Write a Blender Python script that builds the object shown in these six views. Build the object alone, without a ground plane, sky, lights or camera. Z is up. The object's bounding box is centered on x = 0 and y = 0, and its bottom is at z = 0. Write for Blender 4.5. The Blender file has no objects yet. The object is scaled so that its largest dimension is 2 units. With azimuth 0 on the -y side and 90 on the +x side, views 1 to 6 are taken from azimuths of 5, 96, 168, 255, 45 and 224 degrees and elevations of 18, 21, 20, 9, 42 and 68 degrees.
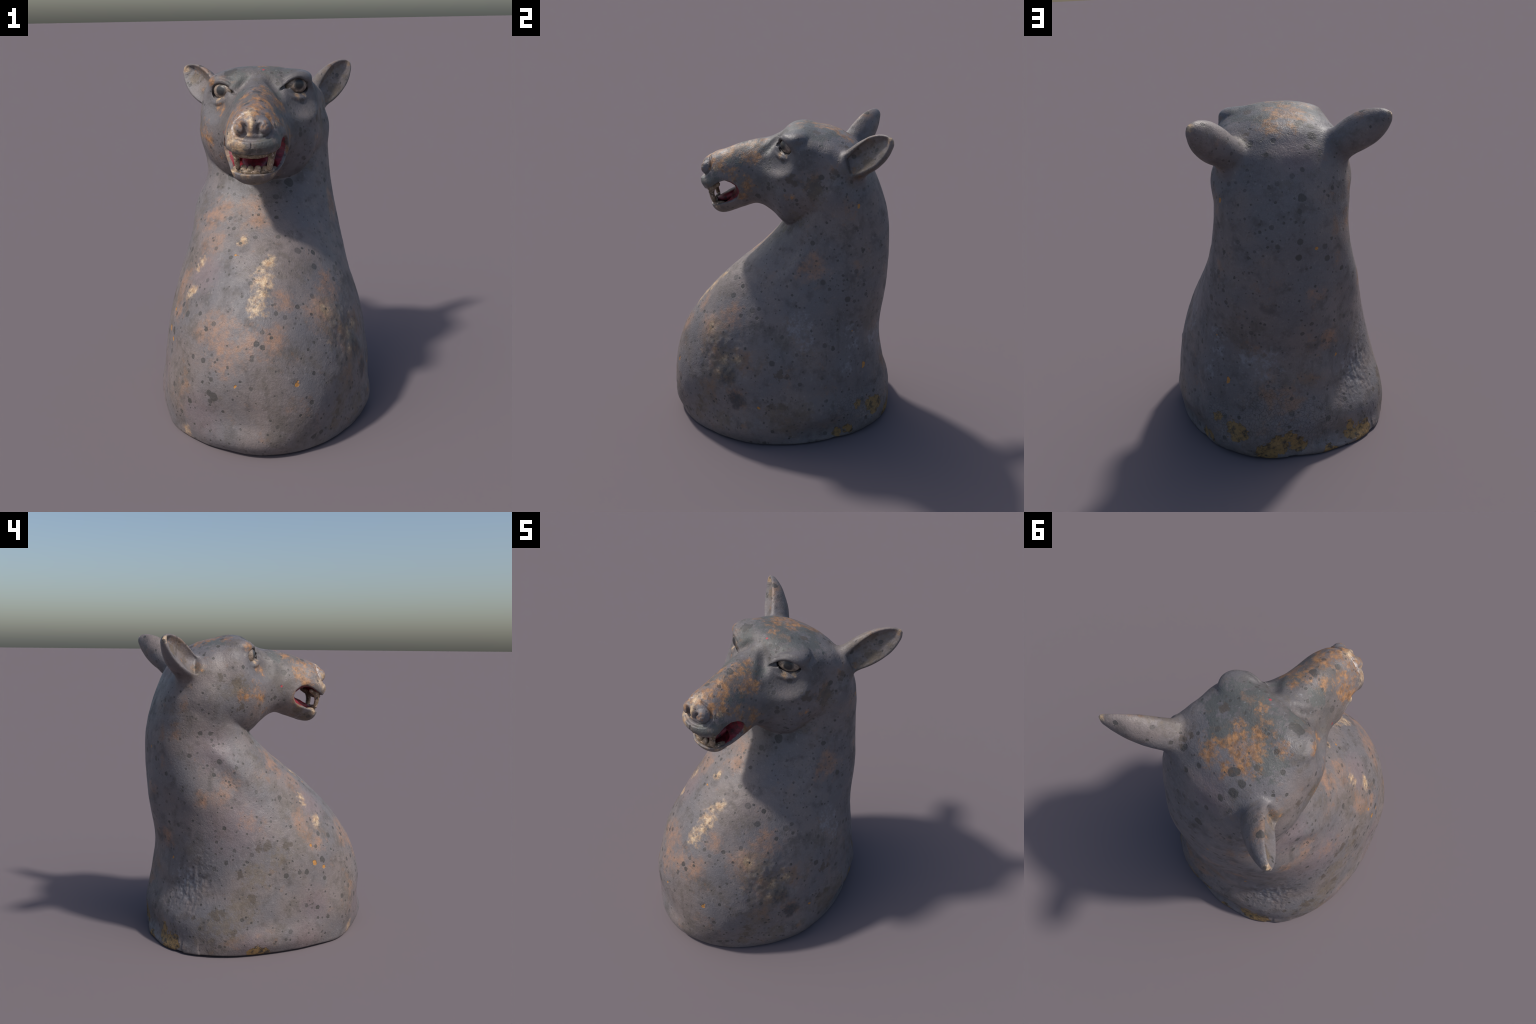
# Weathered painted animal head (deer / horse like) on a broad neck, carved and painted.
# The sculpture is described as profiles (lofted sections), ellipsoids, tubes and cuts that are
# blended together into one smooth skin; the skin is then separated into anatomical parts.
import bpy, math
import numpy as np
from mathutils import Vector

RNG = np.random.default_rng(7)

# ------------------------------------------------------------------ small maths
def cub(q, T, V):
    m = np.gradient(V, T)
    q = np.clip(q, T[0], T[-1])
    i = np.clip(np.searchsorted(T, q) - 1, 0, len(T) - 2)
    h = T[i + 1] - T[i]
    t = (q - T[i]) / h
    return (V[i] * (2 * t**3 - 3 * t**2 + 1) + V[i + 1] * (-2 * t**3 + 3 * t**2)
            + h * (m[i] * (t**3 - 2 * t**2 + t) + m[i + 1] * (t**3 - t**2)))

def smin(a, b, k):
    h = np.clip(0.5 + 0.5 * (b - a) / k, 0, 1)
    return b + (a - b) * h - k * h * (1 - h)

def smax(a, b, k):
    return -smin(-a, -b, k)

def near(p, f, fn, centre, reach):
    """apply f = fn(points, f) only to points within reach of centre"""
    m = ((p - np.asarray(centre)) ** 2).sum(1) < reach * reach
    if m.any():
        f[m] = fn(p[m], f[m])
    return f

def hash3(ix, iy, iz, seed):
    h = (ix * 374761393 + iy * 668265263 + iz * 2147483647 + seed * 144665) & 0xFFFFFFFF
    h = ((h ^ (h >> 13)) * 1274126177) & 0xFFFFFFFF
    return ((h ^ (h >> 16)) & 0xFFFF) / 32767.5 - 1.0

def vnoise(p, scale, seed=0):
    q = p * scale + 100.0
    i = np.floor(q).astype(np.int64)
    f = q - i
    f = f * f * (3 - 2 * f)
    r = np.zeros(len(p))
    for dx in (0, 1):
        for dy in (0, 1):
            for dz in (0, 1):
                w = (f[:, 0] if dx else 1 - f[:, 0]) * (f[:, 1] if dy else 1 - f[:, 1]) * (f[:, 2] if dz else 1 - f[:, 2])
                r += w * hash3(i[:, 0] + dx, i[:, 1] + dy, i[:, 2] + dz, seed)
    return r

def smoothstep(a, b, x):
    t = np.clip((x - a) / (b - a), 0, 1)
    return t * t * (3 - 2 * t)

# ------------------------------------------------------------------ primitives
def ellipsoid(p, c, r, axes=None):
    q = p - np.asarray(c)
    if axes is not None:
        q = q @ np.asarray(axes).T
    r = np.asarray(r)
    k0 = np.sqrt(((q / r) ** 2).sum(1)) + 1e-9
    k1 = np.sqrt(((q / (r * r)) ** 2).sum(1)) + 1e-9
    return k0 * (k0 - 1) / k1

def tube(p, pts, radii, k=0.0):
    """rounded stroke along a polyline with a radius at each point"""
    d = np.full(len(p), 9.0)
    for a, b, ra, rb in zip(pts[:-1], pts[1:], radii[:-1], radii[1:]):
        a, b = np.asarray(a), np.asarray(b)
        ab = b - a
        t = np.clip(((p - a) @ ab) / (ab @ ab), 0, 1)
        s = np.sqrt(((p - a - t[:, None] * ab) ** 2).sum(1)) - (ra + t * (rb - ra))
        d = np.minimum(d, s)
    return d

def spline(pts, n=6):
    """resample a few hand-placed points (with radius as 4th value) as a smooth stroke"""
    P = np.asarray(pts, float)
    T = np.concatenate([[0], np.cumsum(np.sqrt((np.diff(P[:, :3], axis=0) ** 2).sum(1)))])
    q = np.linspace(0, T[-1], n * (len(P) - 1) + 1)
    R = np.stack([cub(q, T, P[:, k]) for k in range(P.shape[1])], 1)
    return R[:, :3], R[:, 3]

def stroke(p, f, pts, op, k, n=5):
    P, R = spline(pts, n)
    c = P.mean(0)
    reach = np.sqrt(((P - c) ** 2).sum(1)).max() + R.max() + 0.06
    def fn(q, g):
        t = tube(q, P, R)
        return smin(g, t, k) if op == "add" else smax(g, -t, k)
    return near(p, f, fn, c, reach)

def blob(p, f, c, r, op, k, axes=None):
    def fn(q, g):
        t = ellipsoid(q, c, r, axes)
        return smin(g, t, k) if op == "add" else smax(g, -t, k)
    return near(p, f, fn, c, max(r) + 0.08)

def frame(normal, up=(0, 0, 1)):
    n = np.asarray(normal, float); n /= np.linalg.norm(n)
    s = np.cross(up, n); s /= np.linalg.norm(s)
    return np.array([s, n, np.cross(n, s)])          # side, normal, up rows

# ------------------------------------------------------------------ neck and chest: horizontal sections
# height, front, back, left side, right side, depth of the widest place, squareness, lobes 4, 2, 3c, 3s, 5c, 5s
TORSO = np.array([
    [0.00, -0.698, 0.768, -0.624, 0.622, 0.049, 2.208, -0.005, -0.028, 0.007, 0.013, 0.012, -0.003],
    [0.07, -0.746, 0.754, -0.642, 0.636, 0.100, 2.106, -0.020, -0.019, -0.012, 0.002, 0.008, -0.014],
    [0.20, -0.750, 0.750, -0.630, 0.646, 0.140, 2.144, -0.006, -0.014, -0.008, -0.006, 0.012, 0.004],
    [0.40, -0.745, 0.701, -0.590, 0.635, 0.110, 2.032, -0.013, 0.010, -0.018, -0.008, 0.005, 0.004],
    [0.60, -0.669, 0.689, -0.553, 0.592, 0.127, 1.965, -0.009, 0.014, -0.011, -0.001, 0.006, -0.005],
    [0.80, -0.534, 0.712, -0.502, 0.528, 0.192, 2.067, -0.004, 0.008, -0.013, -0.005, 0.000, -0.003],
    [1.00, -0.335, 0.741, -0.449, 0.471, 0.296, 2.134, 0.004, 0.012, -0.015, 0.011, 0.010, 0.002],
    [1.20, -0.084, 0.749, -0.400, 0.413, 0.384, 2.229, 0.008, 0.026, -0.001, 0.006, 0.021, -0.002],
    [1.35, 0.058, 0.745, -0.370, 0.394, 0.443, 2.219, -0.004, 0.008, 0.006, -0.009, 0.009, 0.006],
    [1.50, 0.156, 0.719, -0.376, 0.382, 0.446, 2.300, -0.001, 0.013, 0.002, -0.005, 0.000, 0.008],
    [1.70, 0.294, 0.646, -0.368, 0.355, 0.461, 2.350, -0.008, 0.005, -0.004, -0.002, 0.004, -0.003],
    [1.82, 0.352, 0.583, -0.256, 0.247, 0.469, 2.304, -0.007, 0.000, -0.007, 0.000, 0.003, -0.004]])

def torso(p):
    z = p[:, 2]
    T = TORSO[:, 0]
    yf, yb, xl, xr, ym, n, c4, s2, c3, s3, c5, s5 = [cub(z, T, TORSO[:, k]) for k in range(1, 13)]
    dx = p[:, 0] - (xl + xr) / 2
    hx = (xr - xl) / 2
    dy = p[:, 1] - ym
    hy = np.where(dy < 0, ym - yf, yb - ym)
    F = ((np.abs(dx) / hx) ** n + (np.abs(dy) / hy) ** n) ** (1 / n) + 1e-9
    th = np.arctan2(dy / hy, dx / hx)
    F = F / (1 + s2 * np.sin(2 * th) + c3 * np.cos(3 * th) + s3 * np.sin(3 * th)
             + c5 * np.cos(5 * th) + s5 * np.sin(5 * th) + c4 * np.sin(4 * th))
    r = np.hypot(dx, dy)
    d = r * (1 - 1 / F) * 0.85
    d = smax(d, 0.008 - z, 0.012)
    return smax(d, z - 1.80, 0.05)

# ------------------------------------------------------------------ head: upright sections along the nose-to-nape line
# depth, top, bottom, height of widest place, half width, centre, squareness of top and of bottom
HEAD = np.array([
    [-0.49, 1.712, 1.633, 1.679, 0.020, -0.006, 2.2, 2.2],
    [-0.45, 1.772, 1.540, 1.657, 0.080, -0.006, 2.2, 2.2],
    [-0.38, 1.824, 1.445, 1.633, 0.144, -0.006, 1.918, 2.18],
    [-0.30, 1.848, 1.431, 1.627, 0.168, 0.000, 1.779, 2.18],
    [-0.20, 1.882, 1.460, 1.622, 0.179, -0.005, 1.695, 2.2],
    [-0.10, 1.903, 1.482, 1.640, 0.190, -0.008, 1.71, 2.2],
    [0.00, 1.917, 1.425, 1.651, 0.250, -0.010, 1.777, 2.2],
    [0.06, 1.944, 1.365, 1.648, 0.300, 0.000, 2.084, 2.2],
    [0.12, 1.983, 1.325, 1.660, 0.326, -0.004, 2.587, 2.22],
    [0.20, 1.999, 1.320, 1.672, 0.346, -0.018, 2.874, 2.27],
    [0.30, 1.979, 1.335, 1.640, 0.358, -0.022, 2.681, 2.36],
    [0.42, 1.943, 1.380, 1.644, 0.368, -0.022, 2.435, 2.29],
    [0.54, 1.868, 1.440, 1.615, 0.330, -0.014, 2.267, 2.22],
    [0.66, 1.695, 1.480, 1.570, 0.170, 0.000, 2.2, 2.2]])

def skull(p):
    y = p[:, 1]
    T = HEAD[:, 0]
    zt, zb, zc, hw, cx, nt, nb = [cub(y, T, HEAD[:, k]) for k in range(1, 8)]
    dx = p[:, 0] - cx
    dz = p[:, 2] - zc
    hz = np.where(dz > 0, zt - zc, zc - zb)
    n = np.where(dz > 0, nt, nb)
    F = ((np.abs(dx) / hw) ** n + (np.abs(dz) / hz) ** n) ** (1 / n) + 1e-9
    r = np.hypot(dx, dz)
    d = r * (1 - 1 / F) * 0.85
    return smax(smax(d, -0.446 - y, 0.03), y - 0.63, 0.05)

# ------------------------------------------------------------------ mouth: outline of the opening seen from the side (depth, height)
MOUTH = np.array([
    [-0.208, 1.605], [-0.226, 1.640], [-0.262, 1.664], [-0.305, 1.671], [-0.345, 1.655],
    [-0.385, 1.628], [-0.430, 1.603], [-0.475, 1.588], [-0.560, 1.580], [-0.560, 1.484],
    [-0.420, 1.486], [-0.385, 1.494], [-0.345, 1.504], [-0.305, 1.513], [-0.262, 1.528],
    [-0.226, 1.555], [-0.212, 1.580]])

def polygon2(q, P):
    d = np.full(len(q), 9.0)
    inside = np.zeros(len(q), bool)
    for a, b in zip(P, np.roll(P, -1, 0)):
        e = b - a
        w = q - a
        t = np.clip((w @ e) / (e @ e), 0, 1)
        d = np.minimum(d, np.hypot(*(w - t[:, None] * e).T))
        c = (a[1] > q[:, 1]) != (b[1] > q[:, 1])
        with np.errstate(divide="ignore", invalid="ignore"):
            x = (b[0] - a[0]) * (q[:, 1] - a[1]) / (b[1] - a[1]) + a[0]
        inside ^= c & (q[:, 0] < x)
    return np.where(inside, -d, d)

def mouth_parts(q):
    slot = polygon2(q[:, 1:], MOUTH) + 0.040 * np.clip(1 - (q[:, 0] / 0.155) ** 2, 0, 1) * smoothstep(-0.36, -0.26, q[:, 1])
    palate = ellipsoid(q, (-0.004, -0.345, 1.632), (0.105, 0.078, 0.048))
    floor = ellipsoid(q, (-0.004, -0.325, 1.535), (0.125, 0.078, 0.042))
    return smin(slot, smin(palate, floor, 0.01), 0.01)

def mouth_cut(q, g):
    for sx in (1, -1):                                    # the upper lip is narrower than the jaw below it
        g = blob(q, g, (sx * 0.200 - 0.004, -0.350, 1.640), (0.052, 0.110, 0.055), "cut", 0.02)
    return smax(g, -mouth_parts(q), 0.007)

# ------------------------------------------------------------------ ears
EARS = {
    1: dict(base=(0.302, 0.485, 1.782), tip=(0.522, 0.735, 1.984), open=(0.66, -0.70, 0.22), width=0.100, depth=0.108, rim=(0.042, 0.018), cup=0.026),
    -1: dict(base=(-0.308, 0.480, 1.780), tip=(-0.543, 0.703, 1.966), open=(-0.78, -0.52, 0.42), width=0.100, depth=0.118, rim=(0.026, 0.026), cup=0.036),
}

def ear_frame(e):
    b, t = np.array(e["base"]), np.array(e["tip"])
    a = t - b
    L = np.linalg.norm(a)
    a /= L
    o = np.array(e["open"])
    o = o - a * (o @ a)
    o /= np.linalg.norm(o)
    return b, a, o, np.cross(a, o), L

EAR_T = np.array([-0.1, 0.0, 0.15, 0.3, 0.45, 0.6, 0.75, 0.88, 0.96, 1.0])
EAR_W = np.array([0.66, 0.76, 0.90, 0.98, 1.00, 0.95, 0.80, 0.56, 0.32, 0.10])
EAR_D = np.array([0.85, 0.90, 0.98, 1.00, 0.93, 0.80, 0.62, 0.42, 0.26, 0.10])

def ear(p, e, part="all"):
    b, a, o, w, L = ear_frame(e)
    q = p - b
    t = (q @ a) / L
    x = q @ w
    y = q @ o
    W = cub(t, EAR_T, EAR_W) * e["width"]
    D = cub(t, EAR_T, EAR_D) * e["depth"]
    hy = np.where(y < 0, D, 0.042 * W / e["width"])
    F = np.sqrt((x / W) ** 2 + (y / hy) ** 2) + 1e-9
    r = np.hypot(x, y)
    d = r * (1 - 1 / F) * 0.8
    d = np.maximum(d, np.maximum((t - 1.0) * L, (-0.1 - t) * L))
    if part == "shell":
        return d
    # the cup: a smaller bowl that opens forward
    up = 1.0 if w[2] > 0 else -1.0
    xu = x * up                                                            # positive towards the upper rim
    ru, rl = e["rim"]
    tap = 1 - 0.75 * smoothstep(0.1, 0.95, t)
    hi = np.maximum(W - np.maximum(ru * tap, 0.009), 0.002)
    lo = np.maximum(W - np.maximum(rl * tap, 0.009), 0.002)
    v0 = 0.45 * hi                                                         # the valley lies nearer the upper rim
    xi = np.where(xu > v0, (xu - v0) / np.maximum(hi - v0, 1e-3), (v0 - xu) / (lo + v0))
    Di = np.maximum(np.minimum(D - 0.024, e["cup"]), 0.002) * smoothstep(0.0, 0.25, t)
    yi = np.minimum(y - 0.018, 0)
    n = 1.35
    Fi = (xi ** n + (np.abs(yi) / np.maximum(Di, 0.002)) ** n) ** (1 / n) + 1e-9
    ri = np.hypot(xu - v0, yi) + 1e-9
    cup = ri * (1 - 1 / Fi) * 0.7
    cup = smax(cup, np.maximum((0.07 - t) * L, (t - 0.95) * L), 0.01)
    cup = smax(cup, y - 0.09, 0.01)
    if part == "cup":
        return cup
    return smax(d, -cup, 0.010)

# ------------------------------------------------------------------ eyes
EYES = {
    1: dict(ball=(0.195, 0.128, 1.899), look=(0.50, -0.86, 0.10)),
    -1: dict(ball=(-0.208, 0.122, 1.869), look=(-0.42, -0.90, 0.10)),
}
EYE_R = (0.071, 0.049, 0.055)

def muzzle_base(q, g):
    g = blob(q, g, (-0.006, -0.384, 1.646), (0.142, 0.096, 0.064), "add", 0.025)
    g = blob(q, g, (-0.006, -0.345, 1.480), (0.105, 0.070, 0.055), "add", 0.03)
    g = blob(q, g, (-0.006, -0.390, 1.745), (0.075, 0.052, 0.055), "add", 0.02)
    return g

def on_front(pts, lift=0.0):
    """give front-view points (x, z, radius) the depth of the muzzle surface there"""
    P = np.asarray(pts, float)
    ys = np.linspace(-0.55, -0.25, 301)
    out = []
    for x, z, r in P:
        q = np.stack([np.full(301, x), ys, np.full(301, z)], 1)
        f = muzzle_base(q, skull(q))
        out.append((x, ys[np.argmax(f < 0)] + lift, z, r))
    return out

NOSE_CUTS = None
def muzzle(q, g):
    global NOSE_CUTS
    if NOSE_CUTS is None:
        NOSE_CUTS = [
            (on_front([(-0.032, 1.808, 0.005), (-0.075, 1.785, 0.009), (-0.104, 1.750, 0.010), (-0.106, 1.715, 0.010), (-0.088, 1.686, 0.010)]), "cut", 0.006),
            (on_front([(0.026, 1.806, 0.005), (0.068, 1.785, 0.009), (0.097, 1.750, 0.010), (0.099, 1.715, 0.010), (0.080, 1.686, 0.010)]), "cut", 0.006),
            (on_front([(-0.090, 1.690, 0.011), (-0.050, 1.683, 0.016), (-0.006, 1.680, 0.016), (0.042, 1.683, 0.016), (0.082, 1.690, 0.011)]), "cut", 0.008),
            (on_front([(-0.006, 1.672, 0.004), (-0.006, 1.640, 0.004)]), "cut", 0.005)]
    m = (q[:, 1] < -0.05) & (q[:, 2] < 1.95)
    if not m.any():
        return g
    q, h = q[m], g[m]
    h = muzzle_base(q, h)
    for pts, op, k in NOSE_CUTS:
        h = stroke(q, h, pts, op, k)
    for sx in (1, -1):
        c = -0.005 + sx * 0.055
        h = blob(q, h, (c, -0.422, 1.734), (0.040, 0.042, 0.043), "add", 0.008)          # curled nostril wing
        h = stroke(q, h, [(c + sx * 0.030, -0.446, 1.754, 0.004), (c + sx * 0.014, -0.462, 1.750, 0.005), (c + sx * 0.004, -0.465, 1.735, 0.006)], "cut", 0.006)
        h = stroke(q, h, [(c - sx * 0.004, -0.456, 1.762, 0.007), (c - sx * 0.022, -0.452, 1.740, 0.014), (c - sx * 0.018, -0.450, 1.708, 0.015), (c + sx * 0.006, -0.452, 1.696, 0.008)], "cut", 0.006)
    h = blob(q, h, (-0.005, -0.413, 1.738), (0.026, 0.050, 0.056), "add", 0.012)           # bridge between the nostrils
    g[m] = h
    return g

def sculpture(p):
    f = torso(p)
    m = p[:, 2] > 1.15
    if m.any():
        q = p[m]
        g = skull(q)
        g = muzzle(q, g)
        # eye hollows: flattened planes under the brow, and the furrow between brow and nose bridge
        for sx, dist in ((1, 0.103), (-1, 0.120)):
            n = np.array([sx * 0.73, -0.68, 0.0]); n /= np.linalg.norm(n)
            tang = np.array([0.68, sx * 0.73, 0.0]); tang /= np.linalg.norm(tang)
            c = n * (dist + 0.068) + tang * 0.208 * sx + np.array([0, 0, 1.858 if sx > 0 else 1.835])
            g = blob(q, g, c, (0.165 if sx > 0 else 0.135, 0.068, 0.115), "cut", 0.045, np.array([tang, n, [0, 0, 1]]))
        g = stroke(q, g, [(0.030, 0.055, 1.995, 0.010), (0.070, 0.033, 1.925, 0.026), (0.108, 0.000, 1.885, 0.026), (0.150, -0.060, 1.850, 0.022), (0.185, -0.12, 1.80, 0.010)], "cut", 0.035)
        g = stroke(q, g, [(-0.050, 0.060, 1.985, 0.010), (-0.100, 0.045, 1.918, 0.026), (-0.145, 0.010, 1.872, 0.026), (-0.180, -0.055, 1.835, 0.022), (-0.205, -0.12, 1.78, 0.010)], "cut", 0.035)
        # brows: a crisp fold that arches over the eye and hangs down on its outer side
        g = stroke(q, g, [(0.120, 0.088, 1.914, 0.012), (0.160, 0.088, 1.940, 0.016), (0.216, 0.107, 1.951, 0.017), (0.262, 0.147, 1.918, 0.020), (0.278, 0.190, 1.850, 0.015)], "add", 0.014)
        g = stroke(q, g, [(-0.120, 0.088, 1.895, 0.012), (-0.185, 0.094, 1.919, 0.016), (-0.245, 0.131, 1.926, 0.018), (-0.290, 0.155, 1.873, 0.020), (-0.311, 0.170, 1.795, 0.015)], "add", 0.014)
        g = blob(q, g, (0.205, 0.165, 1.940), (0.080, 0.070, 0.042), "add", 0.03)
        g = blob(q, g, (-0.225, 0.170, 1.918), (0.080, 0.070, 0.042), "add", 0.03)
        # sockets and lower lids
        for sx, e in EYES.items():
            ax = frame(e["look"])
            c = np.array(e["ball"])
            g = blob(q, g, c + ax[1] * 0.004 + np.array([0, 0, -0.007]), (0.078, 0.059, 0.066), "cut", 0.006, ax)
        g = stroke(q, g, [(0.112, 0.050, 1.872, 0.012), (0.155, 0.046, 1.846, 0.016), (0.203, 0.078, 1.825, 0.018), (0.252, 0.140, 1.830, 0.016), (0.268, 0.185, 1.855, 0.010)], "add", 0.008)
        g = stroke(q, g, [(-0.140, 0.055, 1.858, 0.012), (-0.185, 0.050, 1.825, 0.016), (-0.238, 0.083, 1.803, 0.018), (-0.278, 0.140, 1.808, 0.014), (-0.290, 0.180, 1.840, 0.010)], "add", 0.008)
        # inner shelf of the lower lids
        g = stroke(q, g, [(0.150, 0.058, 1.860, 0.012), (0.200, 0.090, 1.838, 0.016), (0.248, 0.146, 1.842, 0.015), (0.262, 0.18, 1.862, 0.010)], "add", 0.006)
        g = stroke(q, g, [(-0.175, 0.062, 1.840, 0.012), (-0.232, 0.092, 1.816, 0.016), (-0.272, 0.146, 1.820, 0.014), (-0.284, 0.18, 1.844, 0.010)], "add", 0.006)
        # upper lids, drawn over the top of the ball
        g = stroke(q, g, [(0.128, 0.058, 1.900, 0.008), (0.168, 0.070, 1.934, 0.011), (0.212, 0.087, 1.947, 0.012), (0.252, 0.122, 1.927, 0.012), (0.270, 0.155, 1.885, 0.010)], "add", 0.005)
        g = stroke(q, g, [(-0.150, 0.066, 1.880, 0.008), (-0.190, 0.077, 1.912, 0.011), (-0.238, 0.099, 1.922, 0.012), (-0.273, 0.135, 1.899, 0.012), (-0.292, 0.155, 1.850, 0.010)], "add", 0.005)
        # slit of the inner eye corner
        g = stroke(q, g, [(0.150, 0.060, 1.893, 0.016), (0.126, 0.042, 1.884, 0.009), (0.106, 0.024, 1.875, 0.004)], "cut", 0.004)
        g = stroke(q, g, [(-0.172, 0.060, 1.870, 0.014), (-0.154, 0.044, 1.863, 0.009), (-0.138, 0.026, 1.855, 0.004)], "cut", 0.004)
        # neck-and-jaw crease comes from the blend: tight in front, soft at the nape
        k = 0.010 + 0.030 * smoothstep(0.15, 0.45, q[:, 1])
        h = smin(f[m], g, k)
        # mouth
        mm = (q[:, 1] < -0.10) & (q[:, 2] < 1.75)
        if mm.any():
            h[mm] = mouth_cut(q[mm], h[mm])
        # ears, with flared roots
        for sx, e in EARS.items():
            b, a, o, w, L = ear_frame(e)
            h = stroke(q, h, [tuple(b - a * 0.06 - o * 0.03) + (0.095,), tuple(b + a * 0.05 - o * 0.035) + (0.070,), tuple(b + a * 0.13 - o * 0.04) + (0.045,)], "add", 0.05)
            h = stroke(q, h, [(sx * 0.29, 0.52, 1.690, 0.050), tuple(b + a * L * 0.22 + np.array([0, 0, -0.060]) - o * 0.04) + (0.030,)], "add", 0.05)
            h = near(q, h, lambda r, v: smin(v, ear(r, e, "shell"), 0.030), b + a * L * 0.5, L * 0.5 + 0.16)
            h = near(q, h, lambda r, v: smax(v, -ear(r, e, "cup"), 0.012), b + a * L * 0.5, L * 0.5 + 0.16)
        f[m] = h
    return f

# ------------------------------------------------------------------ skin: dual surface on a graded grid
def graded(lo, hi, bands):
    """coordinates from lo to hi, with spacing chosen per band [(end, step), ...]"""
    out = [lo]
    for end, step in bands:
        n = max(1, int(round((end - out[-1]) / step)))
        out += list(out[-1] + (end - out[-1]) * np.arange(1, n + 1) / n)
    return np.array(out)

def build_skin(fn, X, Y, Z, block=8):
    nx, ny, nz = len(X), len(Y), len(Z)
    F = np.empty((nx, ny, nz), np.float32)
    bx, by, bz = [np.arange(0, n, block) for n in (nx, ny, nz)]
    def mid(C, b):
        e = np.minimum(b + block, len(C) - 1)
        return (C[b] + C[e]) / 2, (C[e] - C[b]) / 2
    (mx, sx), (my, sy), (mz, sz) = mid(X, bx), mid(Y, by), mid(Z, bz)
    G = np.stack(np.meshgrid(mx, my, mz, indexing="ij"), -1).reshape(-1, 3)
    H = np.sqrt(sum(a**2 for a in np.meshgrid(sx, sy, sz, indexing="ij"))).ravel()
    cf = fn(G)
    act = np.abs(cf) < H * 1.2 + 0.008
    big = np.where(cf < 0, -1, 1).astype(np.float32).reshape(len(bx), len(by), len(bz))
    F[:] = np.repeat(np.repeat(np.repeat(big, block, 0), block, 1), block, 2)[:nx, :ny, :nz]
    idx = np.argwhere(act.reshape(len(bx), len(by), len(bz)))
    o = np.stack(np.meshgrid(*[np.arange(block)] * 3, indexing="ij"), -1).reshape(-1, 3)
    for s in range(0, len(idx), 400):
        c = (idx[s:s + 400, None] * block + o[None]).reshape(-1, 3)
        c = c[(c < (nx, ny, nz)).all(1)]
        F[c[:, 0], c[:, 1], c[:, 2]] = fn(np.stack([X[c[:, 0]], Y[c[:, 1]], Z[c[:, 2]]], 1))
    S = F < 0
    cs = S[:-1, :-1, :-1].astype(np.int8)
    for dx in (0, 1):
        for dy in (0, 1):
            for dz in (0, 1):
                if dx + dy + dz:
                    cs += S[dx:nx - 1 + dx, dy:ny - 1 + dy, dz:nz - 1 + dz]
    cells = np.argwhere((cs > 0) & (cs < 8))
    vid = np.full(cs.shape, -1, np.int32)
    vid[cells[:, 0], cells[:, 1], cells[:, 2]] = np.arange(len(cells))
    acc = np.zeros((len(cells), 3)); cnt = np.zeros(len(cells))
    C = (X, Y, Z)
    corners = [(a, b, c) for a in (0, 1) for b in (0, 1) for c in (0, 1)]
    for u in corners:
        for ax in range(3):
            if u[ax]:
                continue
            v = list(u); v[ax] = 1
            i0 = cells + u; i1 = cells + v
            f0 = F[i0[:, 0], i0[:, 1], i0[:, 2]].astype(float); f1 = F[i1[:, 0], i1[:, 1], i1[:, 2]].astype(float)
            m = (f0 < 0) != (f1 < 0)
            t = np.where(m, f0 / np.where(m, f0 - f1, 1), 0)
            P = np.stack([C[d][i0[:, d]] for d in range(3)], 1)
            P[:, ax] += t * (C[ax][i1[:, ax]] - C[ax][i0[:, ax]])
            acc[m] += P[m]; cnt[m] += 1
    V = acc / cnt[:, None]
    quads = []
    for ax in range(3):
        a0 = [slice(None)] * 3; a1 = [slice(None)] * 3
        a0[ax] = slice(0, -1); a1[ax] = slice(1, None)
        A, B = S[tuple(a0)], S[tuple(a1)]
        e = np.argwhere(A != B)
        b, c = [(1, 2), (2, 0), (0, 1)][ax]
        e = e[(e[:, b] > 0) & (e[:, c] > 0)]
        ins = A[e[:, 0], e[:, 1], e[:, 2]]
        q = []
        for db, dc in ((1, 1), (0, 1), (0, 0), (1, 0)):
            k = e.copy(); k[:, b] -= db; k[:, c] -= dc
            q.append(vid[k[:, 0], k[:, 1], k[:, 2]])
        q = np.stack(q, 1)
        q[~ins] = q[~ins][:, ::-1]
        quads.append(q)
    return V, np.concatenate(quads)

def make_mesh(name, V, Q):
    me = bpy.data.meshes.new(name)
    me.vertices.add(len(V)); me.vertices.foreach_set("co", V.astype(np.float32).ravel())
    me.loops.add(Q.size); me.loops.foreach_set("vertex_index", Q.astype(np.int32).ravel())
    me.polygons.add(len(Q))
    me.polygons.foreach_set("loop_start", np.arange(0, Q.size, Q.shape[1], dtype=np.int32))
    me.polygons.foreach_set("use_smooth", np.ones(len(Q), bool))
    me.update(calc_edges=True)
    return me

def vertex_normals(V, Q):
    n = np.cross(V[Q[:, 2]] - V[Q[:, 0]], V[Q[:, 3]] - V[Q[:, 1]])
    N = np.zeros_like(V)
    for k in range(4):
        for d in range(3):
            N[:, d] += np.bincount(Q[:, k], n[:, d], len(V))
    return N / (np.linalg.norm(N, axis=1)[:, None] + 1e-12)

X = graded(-0.72, 0.72, [(0.72, 0.0058)])
Y = graded(-0.84, 0.84, [(-0.50, 0.007), (0.22, 0.0046), (0.84, 0.0065)])
Z = graded(-0.02, 2.03, [(1.30, 0.0075), (2.03, 0.0048)])
V, Q = build_skin(sculpture, X, Y, Z)
N = vertex_normals(V, Q)
f0 = sculpture(V)
slope = (sculpture(V + N * 0.002) - f0) / 0.002
V = V - N * np.clip(f0 / np.maximum(slope, 0.3), -0.003, 0.003)[:, None]
V[:, 2] = np.maximum(V[:, 2], 0.0)
N = vertex_normals(V, Q)

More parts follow.
